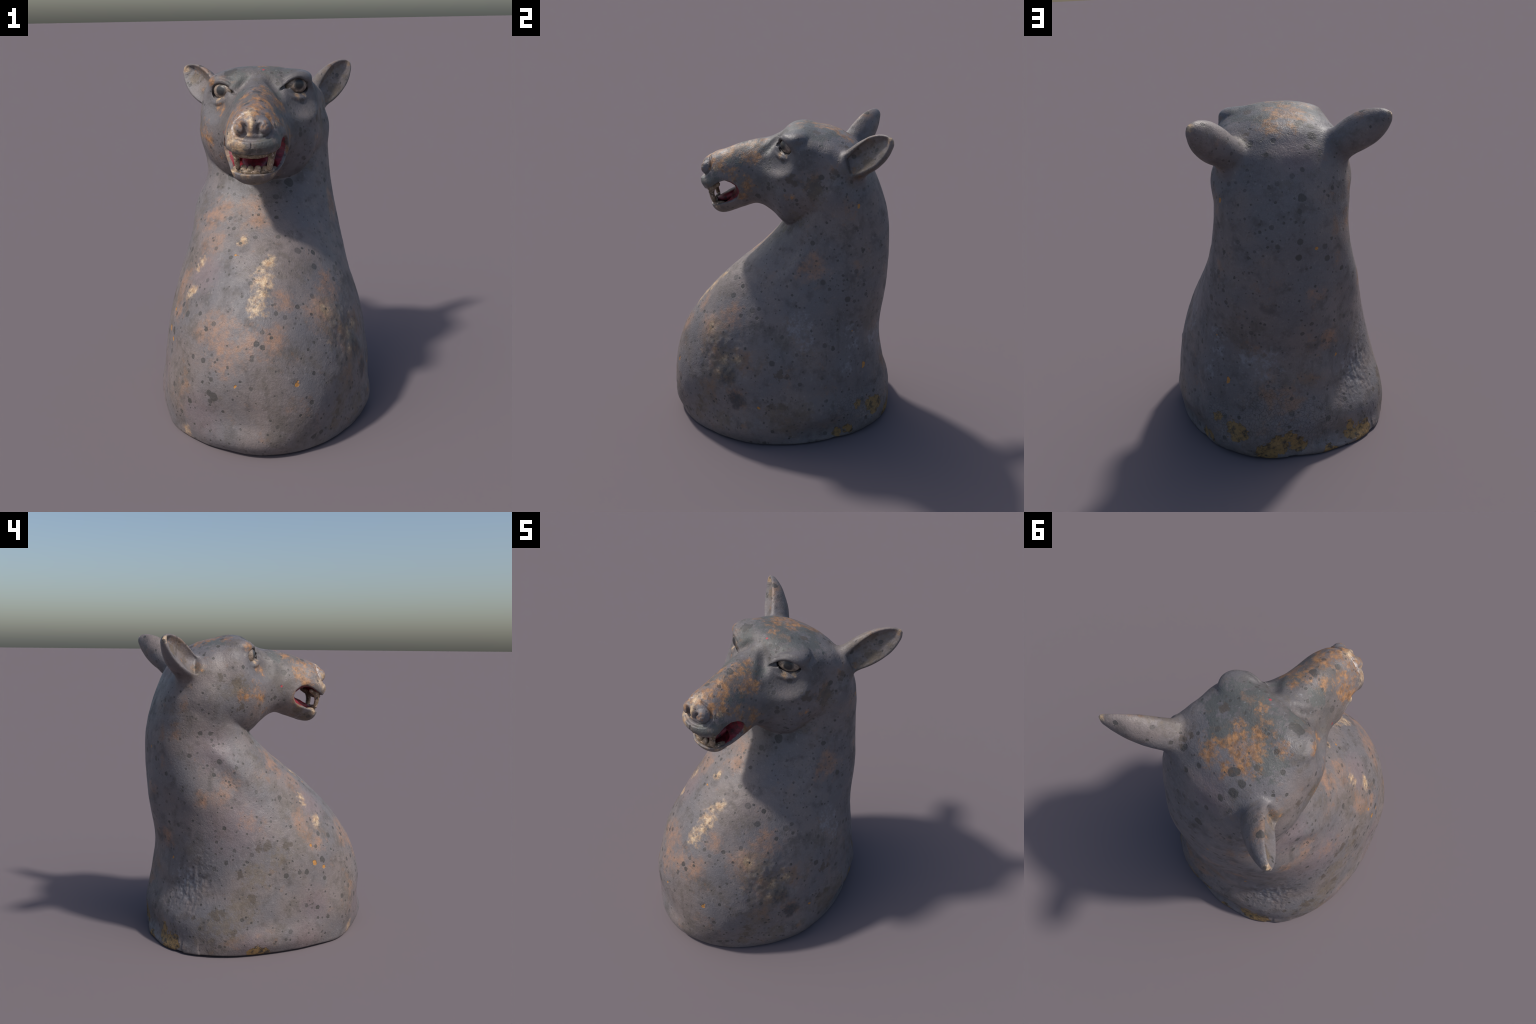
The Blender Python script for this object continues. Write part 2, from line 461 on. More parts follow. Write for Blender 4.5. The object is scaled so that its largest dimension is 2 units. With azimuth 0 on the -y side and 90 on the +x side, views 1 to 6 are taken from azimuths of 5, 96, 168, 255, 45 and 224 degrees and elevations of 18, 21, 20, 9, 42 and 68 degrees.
# ------------------------------------------------------------------ surface relief (hand-worked, uneven)
def relief(V):
    d = 0.0025 * vnoise(V, 7, 1) + 0.0012 * vnoise(V, 22, 2)
    def zone(c, r):
        return np.exp(-(((V - np.array(c)) / r) ** 2).sum(1))
    # unevenness of the hand-built body: (azimuth, height, swell, reach)
    az = np.arctan2(V[:, 0], -(V[:, 1] - np.where(V[:, 2] < 0.9, 0.1, 0.1 + (V[:, 2] - 0.9) * 0.7)))
    body = smoothstep(1.36, 1.24, V[:, 2])
    for a0, z0, am, r in ((195, 0.48, 0.022, 0.12), (188, 0.92, 0.022, 0.12), (195, 1.08, 0.012, 0.10), (188, 0.04, 0.014, 0.08), (207, 0.05, 0.010, 0.10), (215, 0.58, 0.010, 0.10), (207, 0.88, -0.016, 0.11),
                          (135, 0.30, -0.022, 0.11), (115, 0.33, -0.016, 0.11), (138, 0.08, 0.014, 0.07), (152, 0.66, -0.018, 0.12), (37, 0.20, -0.018, 0.14), (66, 0.13, 0.018, 0.10),
                          (37, 0.62, 0.020, 0.13), (322, 0.62, 0.020, 0.13), (300, 0.58, 0.012, 0.13), (300, 0.22, -0.012, 0.09), (5, 0.10, 0.004, 0.14), (321, 0.20, 0.010, 0.14), (320, 0.05, 0.006, 0.12),
                          (72, 1.17, 0.018, 0.10), (275, 1.16, 0.018, 0.11), (270, 1.28, 0.006, 0.13)):
        da = (az - np.radians(a0) + np.pi) % (2 * np.pi) - np.pi
        d += body * am * np.exp(-((da * 0.60) ** 2 + (V[:, 2] - z0) ** 2) / r**2)
    d += 0.014 * zone((0.35, 0.24, 1.60), 0.08) - 0.010 * zone((0.29, 0.07, 1.66), 0.06) + 0.015 * zone((-0.30, 0.12, 1.62), 0.10)
    d -= 0.016 * zone((0.36, 0.53, 1.65), 0.08) + 0.016 * zone((-0.36, 0.53, 1.65), 0.08)
    d += 0.022 * zone((0.30, 0.38, 1.86), 0.08) + 0.018 * zone((0.285, 0.28, 1.90), 0.08) + 0.012 * zone((0.33, 0.42, 1.83), 0.08) + 0.010 * zone((0.36, 0.42, 1.70), 0.09)
    d += 0.014 * zone((0.37, 0.42, 1.60), 0.11) + 0.013 * zone((-0.37, 0.34, 1.58), 0.12) + 0.008 * zone((-0.36, 0.2, 1.45), 0.08)
    # crusted flower-shaped patch on the left shoulder
    crust = zone((0.48, -0.33, 0.60), 0.14) + 0.8 * zone((0.39, -0.42, 0.74), 0.07) + 0.7 * zone((0.57, -0.26, 0.44), 0.08)
    d += np.minimum(crust, 1.2) * (0.010 + 0.015 * vnoise(V, 14, 3) + 0.004 * vnoise(V, 45, 4))
    # pebbled clay at the right rear
    peb = np.minimum(zone((-0.363, 0.565, 0.40), 0.13) + zone((-0.45, 0.48, 0.42), 0.10), 1)
    d += peb * (0.0035 * vnoise(V * (1, 1, 0.7), 42, 6) + 0.002 * vnoise(V, 80, 7))
    # furrows running up the left rear flank, and flaked foot
    th = np.arctan2(V[:, 0], -(V[:, 1] - 0.1))
    lower = smoothstep(0.75, 0.45, V[:, 2])
    for t0, wd, am in ((2.02, 0.05, -0.006), (2.20, 0.08, 0.008), (2.42, 0.05, -0.005)):
        d += am * lower * np.exp(-(((th - t0 + 0.05 * vnoise(V * (0, 0, 1), 5, 8)) / wd) ** 2))
    foot = smoothstep(0.22, 0.02, V[:, 2]) * smoothstep(0.35, 0.60, V[:, 1])
    d -= foot * 0.005 * smoothstep(0.05, 0.20, vnoise(V, 13, 9) + 0.5 * vnoise(V, 34, 10))
    return d
V = V + N * relief(V)[:, None]
V[:, 2] = np.maximum(V[:, 2], 0.0)
N = vertex_normals(V, Q)

# ------------------------------------------------------------------ materials
class Nodes:
    """short helper to write node graphs as expressions"""
    def __init__(self, name):
        self.m = bpy.data.materials.new(name)
        self.m.use_nodes = True
        self.t = self.m.node_tree
        self.bsdf = self.t.nodes["Principled BSDF"]
        self.P = self.t.nodes.new("ShaderNodeTexCoord").outputs["Object"]
    def put(self, sock, v):
        if isinstance(v, bpy.types.NodeSocket):
            self.t.links.new(v, sock)
        elif v is not None:
            sock.default_value = v
    def math(self, op, a, b=None, c=None, clamp=False):
        n = self.t.nodes.new("ShaderNodeMath"); n.operation = op; n.use_clamp = clamp
        for k, v in enumerate((a, b, c)):
            self.put(n.inputs[k], v)
        return n.outputs[0]
    def vec(self, op, a, b=None, scale=None):
        n = self.t.nodes.new("ShaderNodeVectorMath"); n.operation = op
        self.put(n.inputs[0], a); self.put(n.inputs[1], b)
        if scale is not None:
            self.put(n.inputs["Scale"], scale)
        return n.outputs["Value"] if op in ("DISTANCE", "LENGTH", "DOT_PRODUCT") else n.outputs["Vector"]
    def noise(self, scale, detail=4, rough=0.55, P=None, distort=0.0, colour=False):
        n = self.t.nodes.new("ShaderNodeTexNoise")
        self.put(n.inputs["Vector"], self.P if P is None else P)
        for k, v in (("Scale", scale), ("Detail", detail), ("Roughness", rough), ("Distortion", distort)):
            n.inputs[k].default_value = v
        return n.outputs["Color" if colour else "Fac"]
    def voronoi(self, scale, feature="F1", P=None, rnd=1.0):
        n = self.t.nodes.new("ShaderNodeTexVoronoi"); n.feature = feature
        self.put(n.inputs["Vector"], self.P if P is None else P)
        n.inputs["Scale"].default_value = scale; n.inputs["Randomness"].default_value = rnd
        return n.outputs
    def ramp(self, x, lo, hi, a=0.0, b=1.0):
        n = self.t.nodes.new("ShaderNodeMapRange"); n.interpolation_type = "SMOOTHSTEP"
        self.put(n.inputs["Value"], x)
        flip = lo > hi
        for k, v in (("From Min", min(lo, hi)), ("From Max", max(lo, hi)), ("To Min", b if flip else a), ("To Max", a if flip else b)):
            n.inputs[k].default_value = v
        return n.outputs["Result"]
    def mix(self, f, a, b):
        n = self.t.nodes.new("ShaderNodeMix"); n.data_type = "RGBA"
        self.put(n.inputs[0], f)
        for k, v in ((6, a), (7, b)):
            self.put(n.inputs[k], (*v, 1) if isinstance(v, tuple) else v)
        return n.outputs[2]
    def shift(self, scale, amount, detail=3):
        """object position stirred by noise, so that painted edges wander"""
        c = self.vec("SUBTRACT", self.noise(scale, detail, 0.6, colour=True), (0.5, 0.5, 0.5))
        return self.vec("ADD", self.P, self.vec("SCALE", c, scale=amount))
    def spots(self, P, places, soft=(1.25, 0.75)):
        """union of round patches (x, y, z, radius), 1 inside"""
        best = None
        for x, y, z, r in places:
            d = self.math("DIVIDE", self.vec("DISTANCE", P, (x, y, z)), r)
            best = d if best is None else self.math("MINIMUM", best, d)
        return self.ramp(best, soft[0], soft[1]) if best is not None else 0.0
    def bump(self, h, strength, dist, normal=None):
        n = self.t.nodes.new("ShaderNodeBump")
        n.inputs["Strength"].default_value = strength; n.inputs["Distance"].default_value = dist
        self.put(n.inputs["Height"], h)
        if normal is not None:
            self.put(n.inputs["Normal"], normal)
        return n.outputs[0]

DUSTY = [(0.44, 0.60, 1.925, 0.06), (0.40, 0.54, 1.88, 0.06), (0.48, 0.66, 1.93, 0.05), (0.43, 0.60, 1.82, 0.06), (0.36, 0.56, 1.76, 0.05), (-0.44, 0.58, 1.91, 0.06), (-0.40, 0.53, 1.86, 0.06), (-0.47, 0.64, 1.90, 0.05), (-0.36, 0.5, 1.78, 0.05),  # ear entries: darker brown patches in and around the cups
         (-0.10, -0.32, 1.44, 0.06), (0.0, -0.38, 1.44, 0.06), (-0.15, -0.25, 1.50, 0.05), (0.08, -0.36, 1.45, 0.05), (0.12, -0.40, 1.64, 0.04), (0.02, -0.46, 1.63, 0.04),
         (0.50, -0.33, 0.56, 0.12), (0.42, -0.38, 0.70, 0.11), (0.38, 0.55, 1.93, 0.06), (0.55, -0.22, 0.58, 0.05), (0.46, -0.46, 0.30, 0.08), (0.46, -0.51, 0.20, 0.06), (0.43, -0.54, 0.12, 0.05), (0.63, 0.0, 0.25, 0.08), (0.62, 0.1, 0.15, 0.08), (0.60, 0.2, 0.25, 0.07), (0.55, -0.35, 0.15, 0.07),
         (-0.60, 0.25, 0.30, 0.10), (-0.58, 0.35, 0.20, 0.09), (-0.56, 0.15, 0.50, 0.09), (-0.54, 0.0, 0.60, 0.07), (-0.36, 0.22, 1.68, 0.06), (0.34, 0.30, 1.62, 0.06), (0.30, 0.15, 1.45, 0.06), (-0.52, 0.45, 0.15, 0.08)]
# where the coloured patches sit (x, y, z, radius)
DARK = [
        (0.380, 0.471, 1.618, 0.011), (0.380, 0.476, 1.592, 0.010), (0.378, 0.484, 1.552, 0.013), (0.171, -0.085, 1.567, 0.020), (0.228, -0.016, 1.637, 0.016), (0.230, -0.010, 1.665, 0.012),
        (0.313, -0.639, 0.089, 0.020), (0.354, -0.607, 0.101, 0.020),
        (-0.095, 0.481, 1.909, 0.024), (-0.112, 0.470, 1.915, 0.018), (-0.164, 0.488, 1.889, 0.020), (-0.154, 0.537, 1.850, 0.024), (-0.112, 0.587, 1.801, 0.017), (-0.182, 0.134, 1.966, 0.032), (-0.150, 0.150, 1.972, 0.022),
        (0.010, -0.172, 1.887, 0.020), (-0.005, -0.160, 1.886, 0.016), (0.184, 0.539, 1.833, 0.014), (0.116, 0.598, 1.787, 0.014), (-0.413, 0.617, 1.978, 0.022), (-0.425, 0.560, 1.960, 0.012), (-0.050, 0.703, 1.558, 0.022),
        (-0.211, -0.684, 0.338, 0.026), (-0.235, -0.672, 0.350, 0.020), (-0.509, -0.260, 0.547, 0.018), (-0.55, -0.20, 0.50, 0.02), (-0.50, -0.33, 0.56, 0.026), (0.02, -0.655, 0.64, 0.016), (0.05, -0.66, 0.62, 0.014),
        (0.24, 0.035, 1.36, 0.03), (0.16, 0.08, 1.34, 0.028), (0.10, -0.12, 1.19, 0.018), (-0.30, 0.10, 1.37, 0.03), (-0.24, 0.06, 1.40, 0.025), (0.30, 0.12, 1.34, 0.016)]  # dark patches drawn along the jaw crease
BLACKENED = [(0.535, -0.304, 0.466, 0.070), (0.585, -0.246, 0.324, 0.060), (0.592, -0.254, 0.277, 0.030)]
GREENISH = [(-0.187, 0.341, 1.949, 0.075), (0.074, 0.177, 1.996, 0.080), (-0.134, 0.095, 1.951, 0.060), (0.086, 0.381, 1.954, 0.080), (-0.05, 0.25, 2.0, 0.09), (0.16, 0.22, 1.98, 0.07), (0.20, 0.32, 1.93, 0.06),
            (0.10, -0.03, 1.88, 0.05), (0.05, -0.10, 1.89, 0.04), (0.125, -0.20, 1.78, 0.035), (0.10, -0.27, 1.80, 0.028), (-0.10, -0.10, 1.86, 0.05), (-0.05, -0.44, 1.62, 0.035), (0.06, -0.45, 1.64, 0.05), (0.12, -0.38, 1.66, 0.05)]
BROWN = [(0.342, 0.278, 1.695, 0.048), (0.342, 0.270, 1.640, 0.046), (0.350, 0.300, 1.67, 0.045), (0.332, 0.126, 1.712, 0.036), (0.335, 0.150, 1.690, 0.034), (0.335, 0.14, 1.735, 0.022), (0.345, 0.403, 1.748, 0.034), (0.34, 0.43, 1.76, 0.025), (0.15, 0.30, 1.97, 0.03),
         (0.44, 0.60, 1.925, 0.05), (0.40, 0.54, 1.88, 0.05), (0.43, 0.60, 1.82, 0.05), (0.36, 0.56, 1.76, 0.04), (-0.44, 0.58, 1.91, 0.05), (-0.40, 0.53, 1.86, 0.05), (-0.47, 0.64, 1.90, 0.04), (-0.10, -0.32, 1.44, 0.06), (0.0, -0.36, 1.43, 0.05), (-0.15, -0.25, 1.50, 0.04),
         (-0.577, 0.407, 0.275, 0.040), (-0.590, 0.360, 0.285, 0.030), (-0.603, 0.172, 0.366, 0.034), (-0.562, 0.248, 0.517, 0.028), (-0.536, 0.070, 0.686, 0.035), (-0.540, 0.12, 0.665, 0.025), (-0.626, 0.305, 0.168, 0.030),
         (-0.369, 0.337, 1.731, 0.030), (-0.364, 0.222, 1.689, 0.045), (-0.346, 0.202, 1.549, 0.030), (-0.523, -0.073, 0.673, 0.032), (-0.509, 0.536, 0.239, 0.020), (-0.553, -0.043, 0.582, 0.024),
         (0.607, 0.040, 0.515, 0.034), (0.600, 0.09, 0.50, 0.026), (0.640, -0.011, 0.298, 0.035), (0.64, 0.06, 0.30, 0.03), (0.345, 0.262, 1.671, 0.050), (0.215, 0.508, 1.847, 0.022), (0.200, 0.530, 1.82, 0.018), (0.190, 0.48, 1.88, 0.016),
         (0.467, -0.512, 0.229, 0.024), (0.450, -0.525, 0.18, 0.020), (0.428, -0.547, 0.140, 0.018), (0.456, -0.525, 0.263, 0.02), (0.39, 0.33, 1.60, 0.03)]
CREAM = [(-0.105, -0.430, 1.720, 0.030), (-0.03, -0.43, 1.80, 0.03), (-0.02, -0.46, 1.70, 0.015), (0.205, 0.072, 1.840, 0.018), (0.240, 0.112, 1.846, 0.015), (-0.240, 0.082, 1.820, 0.016), (-0.205, 0.06, 1.825, 0.014), (0.06, -0.36, 0.98, 0.03), (0.03, -0.40, 0.95, 0.03),
         (0.495, -0.327, 0.566, 0.034), (0.532, -0.235, 0.587, 0.030), (0.505, -0.369, 0.486, 0.022), (0.367, -0.411, 0.735, 0.030), (0.386, -0.482, 0.574, 0.018), (0.45, -0.37, 0.62, 0.026),
         (0.040, -0.440, 0.907, 0.052), (0.015, -0.537, 0.795, 0.048), (0.030, -0.490, 0.850, 0.040), (0.074, -0.354, 0.993, 0.030), (-0.326, -0.219, 0.943, 0.030), (-0.345, -0.225, 0.905, 0.024), (-0.371, -0.315, 0.795, 0.034), (-0.40, -0.30, 0.76, 0.02), (-0.087, -0.234, 1.070, 0.028), (-0.383, -0.557, 0.049, 0.035),  # chest: bright, soft-edged pale cream patches
         (-0.023, -0.402, 1.815, 0.030), (-0.009, -0.456, 1.777, 0.028), (-0.008, -0.464, 1.745, 0.020), (-0.125, -0.409, 1.703, 0.035), (-0.075, -0.465, 1.653, 0.032), (-0.119, -0.434, 1.670, 0.040), (-0.060, -0.465, 1.625, 0.022), (0.119, -0.357, 1.745, 0.016), (0.145, -0.300, 1.715, 0.010),
         (0.045, -0.425, 1.465, 0.022), (-0.045, -0.425, 1.468, 0.022), (0.105, -0.380, 1.480, 0.024), (-0.115, -0.370, 1.490, 0.022), (0.515, 0.73, 1.985, 0.022), (-0.535, 0.69, 1.96, 0.026), (-0.49, 0.62, 1.90, 0.022)]
ORANGE = [(-0.060, -0.440, 1.760, 0.040), (0.000, -0.400, 1.820, 0.045), (0.060, -0.445, 1.755, 0.025), (-0.10, -0.40, 1.765, 0.045), (-0.03, -0.46, 1.72, 0.025), (0.11, -0.33, 1.78, 0.04), (0.02, -0.12, 1.895, 0.035), (0.09, -0.19, 1.83, 0.05), (0.04, -0.30, 1.84, 0.05),
          (0.023, -0.229, 1.868, 0.050), (0.007, -0.325, 1.842, 0.055), (0.106, -0.114, 1.828, 0.055), (0.058, -0.145, 1.867, 0.055), (0.148, -0.257, 1.729, 0.040), (0.175, -0.155, 1.640, 0.045), (0.165, -0.19, 1.58, 0.03), (-0.063, -0.187, 1.863, 0.050), (-0.135, -0.261, 1.758, 0.060), (-0.148, -0.300, 1.715, 0.050), (0.072, -0.273, 1.827, 0.050), (-0.09, -0.33, 1.80, 0.06), (0.09, -0.36, 1.78, 0.045), (0.02, -0.05, 1.905, 0.03), (0.15, -0.21, 1.69, 0.035), (-0.17, -0.24, 1.54, 0.03), (0.15, -0.36, 1.52, 0.02),
          (-0.040, 0.405, 1.950, 0.070), (-0.084, 0.298, 1.978, 0.065), (-0.110, 0.401, 1.946, 0.065), (0.048, 0.471, 1.918, 0.065), (0.020, 0.181, 1.998, 0.035), (-0.203, 0.257, 1.969, 0.035), (-0.02, 0.34, 1.975, 0.06), (-0.03, 0.49, 1.91, 0.05),
          (-0.349, 0.169, 1.628, 0.045), (-0.318, 0.093, 1.664, 0.040), (-0.226, 0.035, 1.760, 0.035), (-0.30, 0.05, 1.60, 0.035), (-0.25, -0.02, 1.50, 0.03), (0.335, 0.12, 1.60, 0.03), (-0.30, 0.13, 1.93, 0.03), (0.36, 0.53, 1.75, 0.03), (-0.43, 0.55, 1.86, 0.03), (-0.37, 0.47, 1.80, 0.03), (0.40, 0.57, 1.99, 0.03), (-0.47, 0.62, 1.95, 0.03)]
RUSTY = [(-0.258, -0.029, 1.164, 0.070), (-0.183, -0.590, 0.648, 0.095), (-0.024, -0.641, 0.650, 0.060), (0.150, -0.493, 0.829, 0.045), (-0.147, -0.653, 0.561, 0.070), (-0.434, -0.185, 0.807, 0.060), (-0.258, -0.185, 1.037, 0.060), (0.003, -0.135, 1.160, 0.050), (0.397, -0.282, 0.837, 0.070), (0.366, -0.413, 0.735, 0.080), (0.097, -0.640, 0.644, 0.060), (-0.286, -0.535, 0.621, 0.045),
         (0.411, 0.252, 1.157, 0.070), (0.41, 0.25, 1.22, 0.045), (-0.427, 0.284, 1.088, 0.045), (-0.424, 0.461, 0.981, 0.035), (-0.449, 0.332, 0.994, 0.045), (-0.219, -0.011, 1.205, 0.050), (-0.439, -0.305, 0.682, 0.050), (-0.496, 0.191, 0.841, 0.045), (0.48, -0.42, 0.60, 0.06), (-0.06, -0.05, 1.24, 0.05), (-0.10, 0.72, 1.0, 0.04), (-0.20, 0.66, 0.70, 0.05)]
CHIPS = [(0.231, -0.685, 0.423, 0.012), (0.237, -0.682, 0.438, 0.009), (-0.093, -0.716, 0.415, 0.011), (-0.509, -0.260, 0.547, 0.020), (-0.491, -0.331, 0.511, 0.013), (-0.479, -0.241, 0.659, 0.014), (0.397, 0.571, 0.487, 0.017), (0.400, 0.570, 0.47, 0.014), (-0.113, 0.739, 1.280, 0.015), (-0.241, 0.624, 0.562, 0.016), (0.362, 0.546, 1.549, 0.013), (-0.122, -0.297, 1.009, 0.008), (-0.105, -0.300, 1.007, 0.007), (0.631, -0.097, 0.282, 0.010), (0.352, 0.540, 1.763, 0.018), (0.43, 0.50, 0.74, 0.008)]
BARE = [(0.391, 0.622, 0.174, 0.050), (0.360, 0.650, 0.165, 0.045), (0.470, 0.520, 0.227, 0.028), (0.231, 0.739, 0.050, 0.060), (0.150, 0.755, 0.090, 0.055), (0.087, 0.758, 0.143, 0.035), (0.03, 0.765, 0.08, 0.05), (-0.150, 0.740, 0.010, 0.040), (-0.300, 0.699, 0.115, 0.035), (-0.290, 0.70, 0.07, 0.03), (-0.414, 0.654, 0.060, 0.050), (-0.36, 0.68, 0.05, 0.05), (0.544, 0.399, 0.050, 0.035), (-0.639, 0.164, 0.030, 0.045), (-0.637, 0.11, 0.020, 0.035), (0.459, 0.527, 0.242, 0.025), (0.343, 0.660, 0.189, 0.035), (0.50, 0.47, 0.06, 0.03)]
RUBBED = [(0.439, 0.507, 0.739, 0.060), (0.190, 0.680, 0.605, 0.090), (0.517, 0.175, 0.810, 0.080), (0.483, 0.461, 0.514, 0.050), (0.293, 0.642, 0.633, 0.060), (0.433, 0.514, 0.65, 0.05), (-0.374, 0.555, 0.437, 0.10), (-0.25, 0.03, 1.32, 0.05), (0.52, 0.2, 0.70, 0.06)]
PEBBLE = [(-0.363, 0.565, 0.422, 0.110), (-0.295, 0.631, 0.337, 0.100), (-0.420, 0.520, 0.415, 0.110), (-0.45, 0.52, 0.30, 0.09), (-0.45, 0.45, 0.60, 0.08)]
MAUVE = [(-0.499, 0.264, 0.817, 0.22), (-0.567, -0.254, 0.289, 0.12), (-0.642, 0.179, 0.060, 0.12), (-0.301, -0.643, 0.207, 0.14), (-0.606, -0.184, 0.084, 0.12), (-0.379, 0.381, 1.281, 0.14), (-0.05, 0.6, 1.78, 0.12), (-0.3, -0.3, 0.9, 0.12)]
REDS = [(0.015, 0.120, 1.984, 0.007), (-0.191, -0.118, 1.665, 0.008), (-0.115, 0.426, 1.945, 0.006), (0.02, -0.10, 1.21, 0.008)]

def paint(name, lo, hi):
    g = Nodes(name)
    zhi = hi[2]
    sel = lambda L: [p for p in L if all(lo[d] - p[3] * 2.3 - 0.02 < p[d] < hi[d] + p[3] * 2.3 + 0.02 for d in range(3))]
    stir = g.shift(24, 0.030)
    stir_fine = g.shift(70, 0.012, 4)
    n_big, n_mid, n_fine, n_grain = g.noise(3.2, 4), g.noise(11, 5, 0.6), g.noise(38, 5, 0.65), g.noise(150, 3, 0.6)
    # grey ground, bluish and brownish by turns, rubbed thin in places
    col = g.mix(g.ramp(n_big, 0.36, 0.64), GREY_COOL, GREY_WARM)
    col = g.mix(g.math("MULTIPLY", g.ramp(n_mid, 0.50, 0.72), 0.70), col, GREY_DARK)
    col = g.mix(g.math("MULTIPLY", g.ramp(n_fine, 0.56, 0.74), 0.45), col, GREY_PALE)
    face = g.spots(stir, [(0.03, 0.02, 1.86, 0.36)], (1.25, 0.55)) if hi[2] > 1.5 else None
    def lay(col, mask, c, amount=1.0):
        return g.mix(g.math("MULTIPLY", mask, amount) if amount != 1.0 else mask, col, c)
    def mottled(places, contrast=1.0, lo=0.50, hi=0.66, P=stir, tex=None):
        L = sel(places)
        if not L:
            return None
        reg = g.spots(P, L, (2.1, 0.0))
        t = g.math("MULTIPLY_ADD", g.math("SUBTRACT", tex or g.noise(30, 6, 0.68), 0.5), contrast, g.math("MULTIPLY", reg, 0.8))
        return g.math("MULTIPLY", g.ramp(t, lo, hi), g.ramp(reg, 0.02, 0.30))
    if face is not None:                                                     # darker, browner tint over the face
        col = lay(col, g.math("MULTIPLY", face, g.ramp(n_mid, 0.30, 0.60, 0.45, 1.0)), (0.086, 0.080, 0.081), 0.72)
    streaks = g.noise(9, 6, 0.70, P=g.vec("MULTIPLY", stir, (1.0, 1.0, 0.22)))
    col = lay(col, g.ramp(streaks, 0.55, 0.75), (0.080, 0.070, 0.064), 0.70)
    film = g.math("MULTIPLY_ADD", g.noise(20, 6, 0.7), 0.6, g.noise(3.5, 4, 0.6))
    col = lay(col, g.ramp(film, 0.83, 0.98), (0.120, 0.100, 0.085), 0.60)
    flakes = g.ramp(g.noise(52, 6, 0.75, distort=0.4), 0.57, 0.68)
    for places, c, amount, kw in (
            (MAUVE, (0.205, 0.150, 0.160), 0.50, dict(contrast=1.0, lo=0.2, hi=0.9)),
            (GREENISH, (0.088, 0.092, 0.088), 0.88, dict(contrast=2.6, lo=0.25, hi=0.55)),
            (RUBBED, (0.27, 0.270, 0.29), 0.60, dict(contrast=3.4, lo=0.35, hi=1.15)),
            (BLACKENED, (0.045, 0.044, 0.048), 0.85, dict(contrast=1.0, lo=0.25, hi=0.75)),
            (BROWN, (0.088, 0.069, 0.055), 0.80, dict(contrast=1.8, lo=0.42, hi=0.60))):
        m = mottled(places, **kw)
        if m is not None:
            col = lay(col, m, c, amount)
    if zhi > 1.86:                                                            # pale flakes left on the crown and nose bridge
        crown = g.spots(stir, [(-0.05, 0.22, 2.0, 0.20), (-0.08, -0.05, 1.88, 0.10), (-0.10, -0.17, 1.82, 0.07)], (1.3, 0.6))
        col = lay(col, g.math("MULTIPLY", flakes, crown), (0.24, 0.235, 0.245), 0.75)
    # stray orange scuffs everywhere, gathered where the piece was handled
    stray = g.ramp(g.math("ADD", g.noise(6, 7, 0.74), g.math("MULTIPLY", g.noise(1.6, 2), 0.35)), 0.74, 0.90)
    col = lay(col, stray, (0.27, 0.150, 0.085), 0.60)
    m = mottled([(x, y, z, r * 1.25) for x, y, z, r in RUSTY], contrast=3.4, lo=0.10, hi=1.45, tex=g.noise(15, 8, 0.76))
    if m is not None:
        col = lay(col, m, g.mix(n_fine, (0.30, 0.145, 0.080), (0.40, 0.235, 0.145)), 0.85)
    m = mottled(ORANGE, contrast=5.6, lo=0.10, hi=1.20, tex=g.noise(17, 9, 0.76))
    if m is not None:
        col = lay(col, m, g.mix(g.ramp(n_fine, 0.35, 0.65), (0.19, 0.095, 0.042), (0.41, 0.205, 0.082)), 0.92)
    sheen = None
    m = mottled(CREAM, contrast=3.0, lo=0.10, hi=1.10, tex=g.noise(26, 8, 0.76))
    if m is not None:
        col = lay(col, m, g.mix(g.ramp(n_fine, 0.35, 0.65), (0.38, 0.225, 0.115), (0.70, 0.51, 0.31)), 0.90)
        sheen = m
    m = mottled(DUSTY, contrast=3.0, lo=0.20, hi=0.95, tex=g.noise(24, 7, 0.74))
    if m is not None:
        col = lay(col, m, g.mix(n_fine, (0.085, 0.066, 0.052), (0.205, 0.160, 0.115)), 0.70)
    # dirt held in the pores
    grime = g.math("MULTIPLY", g.ramp(g.noise(62, 7, 0.78), 0.52, 0.66), g.ramp(g.noise(7, 5, 0.7), 0.40, 0.62))
    col = lay(col, grime, (0.060, 0.052, 0.048), 0.60)
    # round pock marks: a few large, many small
    dots = None
    for sc, keep, r0, r1 in ((8.0, 0.46, 0.07, 0.16), (15.0, 0.42, 0.08, 0.23), (31.0, 0.44, 0.09, 0.26)):
        v = g.voronoi(sc, P=stir_fine)
        sep = g.t.nodes.new("ShaderNodeSeparateColor"); g.put(sep.inputs[0], v["Color"])
        rad = g.math("MULTIPLY_ADD", sep.outputs[1], r1 - r0, r0)
        d = g.ramp(g.math("SUBTRACT", v["Distance"], rad), 0.035, -0.015)
        d = g.math("MULTIPLY", d, g.math("GREATER_THAN", sep.outputs[0], keep))
        d = g.math("MULTIPLY", d, g.math("MULTIPLY_ADD", sep.outputs[2], 0.45, 0.55))
        dots = d if dots is None else g.math("MAXIMUM", dots, d)
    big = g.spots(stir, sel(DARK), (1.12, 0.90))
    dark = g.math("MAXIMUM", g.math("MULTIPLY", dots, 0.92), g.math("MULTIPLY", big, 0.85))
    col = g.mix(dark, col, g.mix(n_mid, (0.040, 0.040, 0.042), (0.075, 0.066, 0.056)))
    hollow = g.math("MULTIPLY", dots, -0.5)
    # chipped paint: orange ground showing, and bare dark timber / ochre filler along the back edge of the foot
    chip = g.spots(stir, [(x, y, z, r * 0.85) for x, y, z, r in sel(CHIPS)], (1.2, 0.9))
    col = g.mix(chip, col, g.mix(n_fine, (0.26, 0.115, 0.030), (0.56, 0.27, 0.070)))
    hollow = g.math("SUBTRACT", hollow, chip)
    L = [(x, y, z, r * 1.08) for x, y, z, r in sel(BARE)]
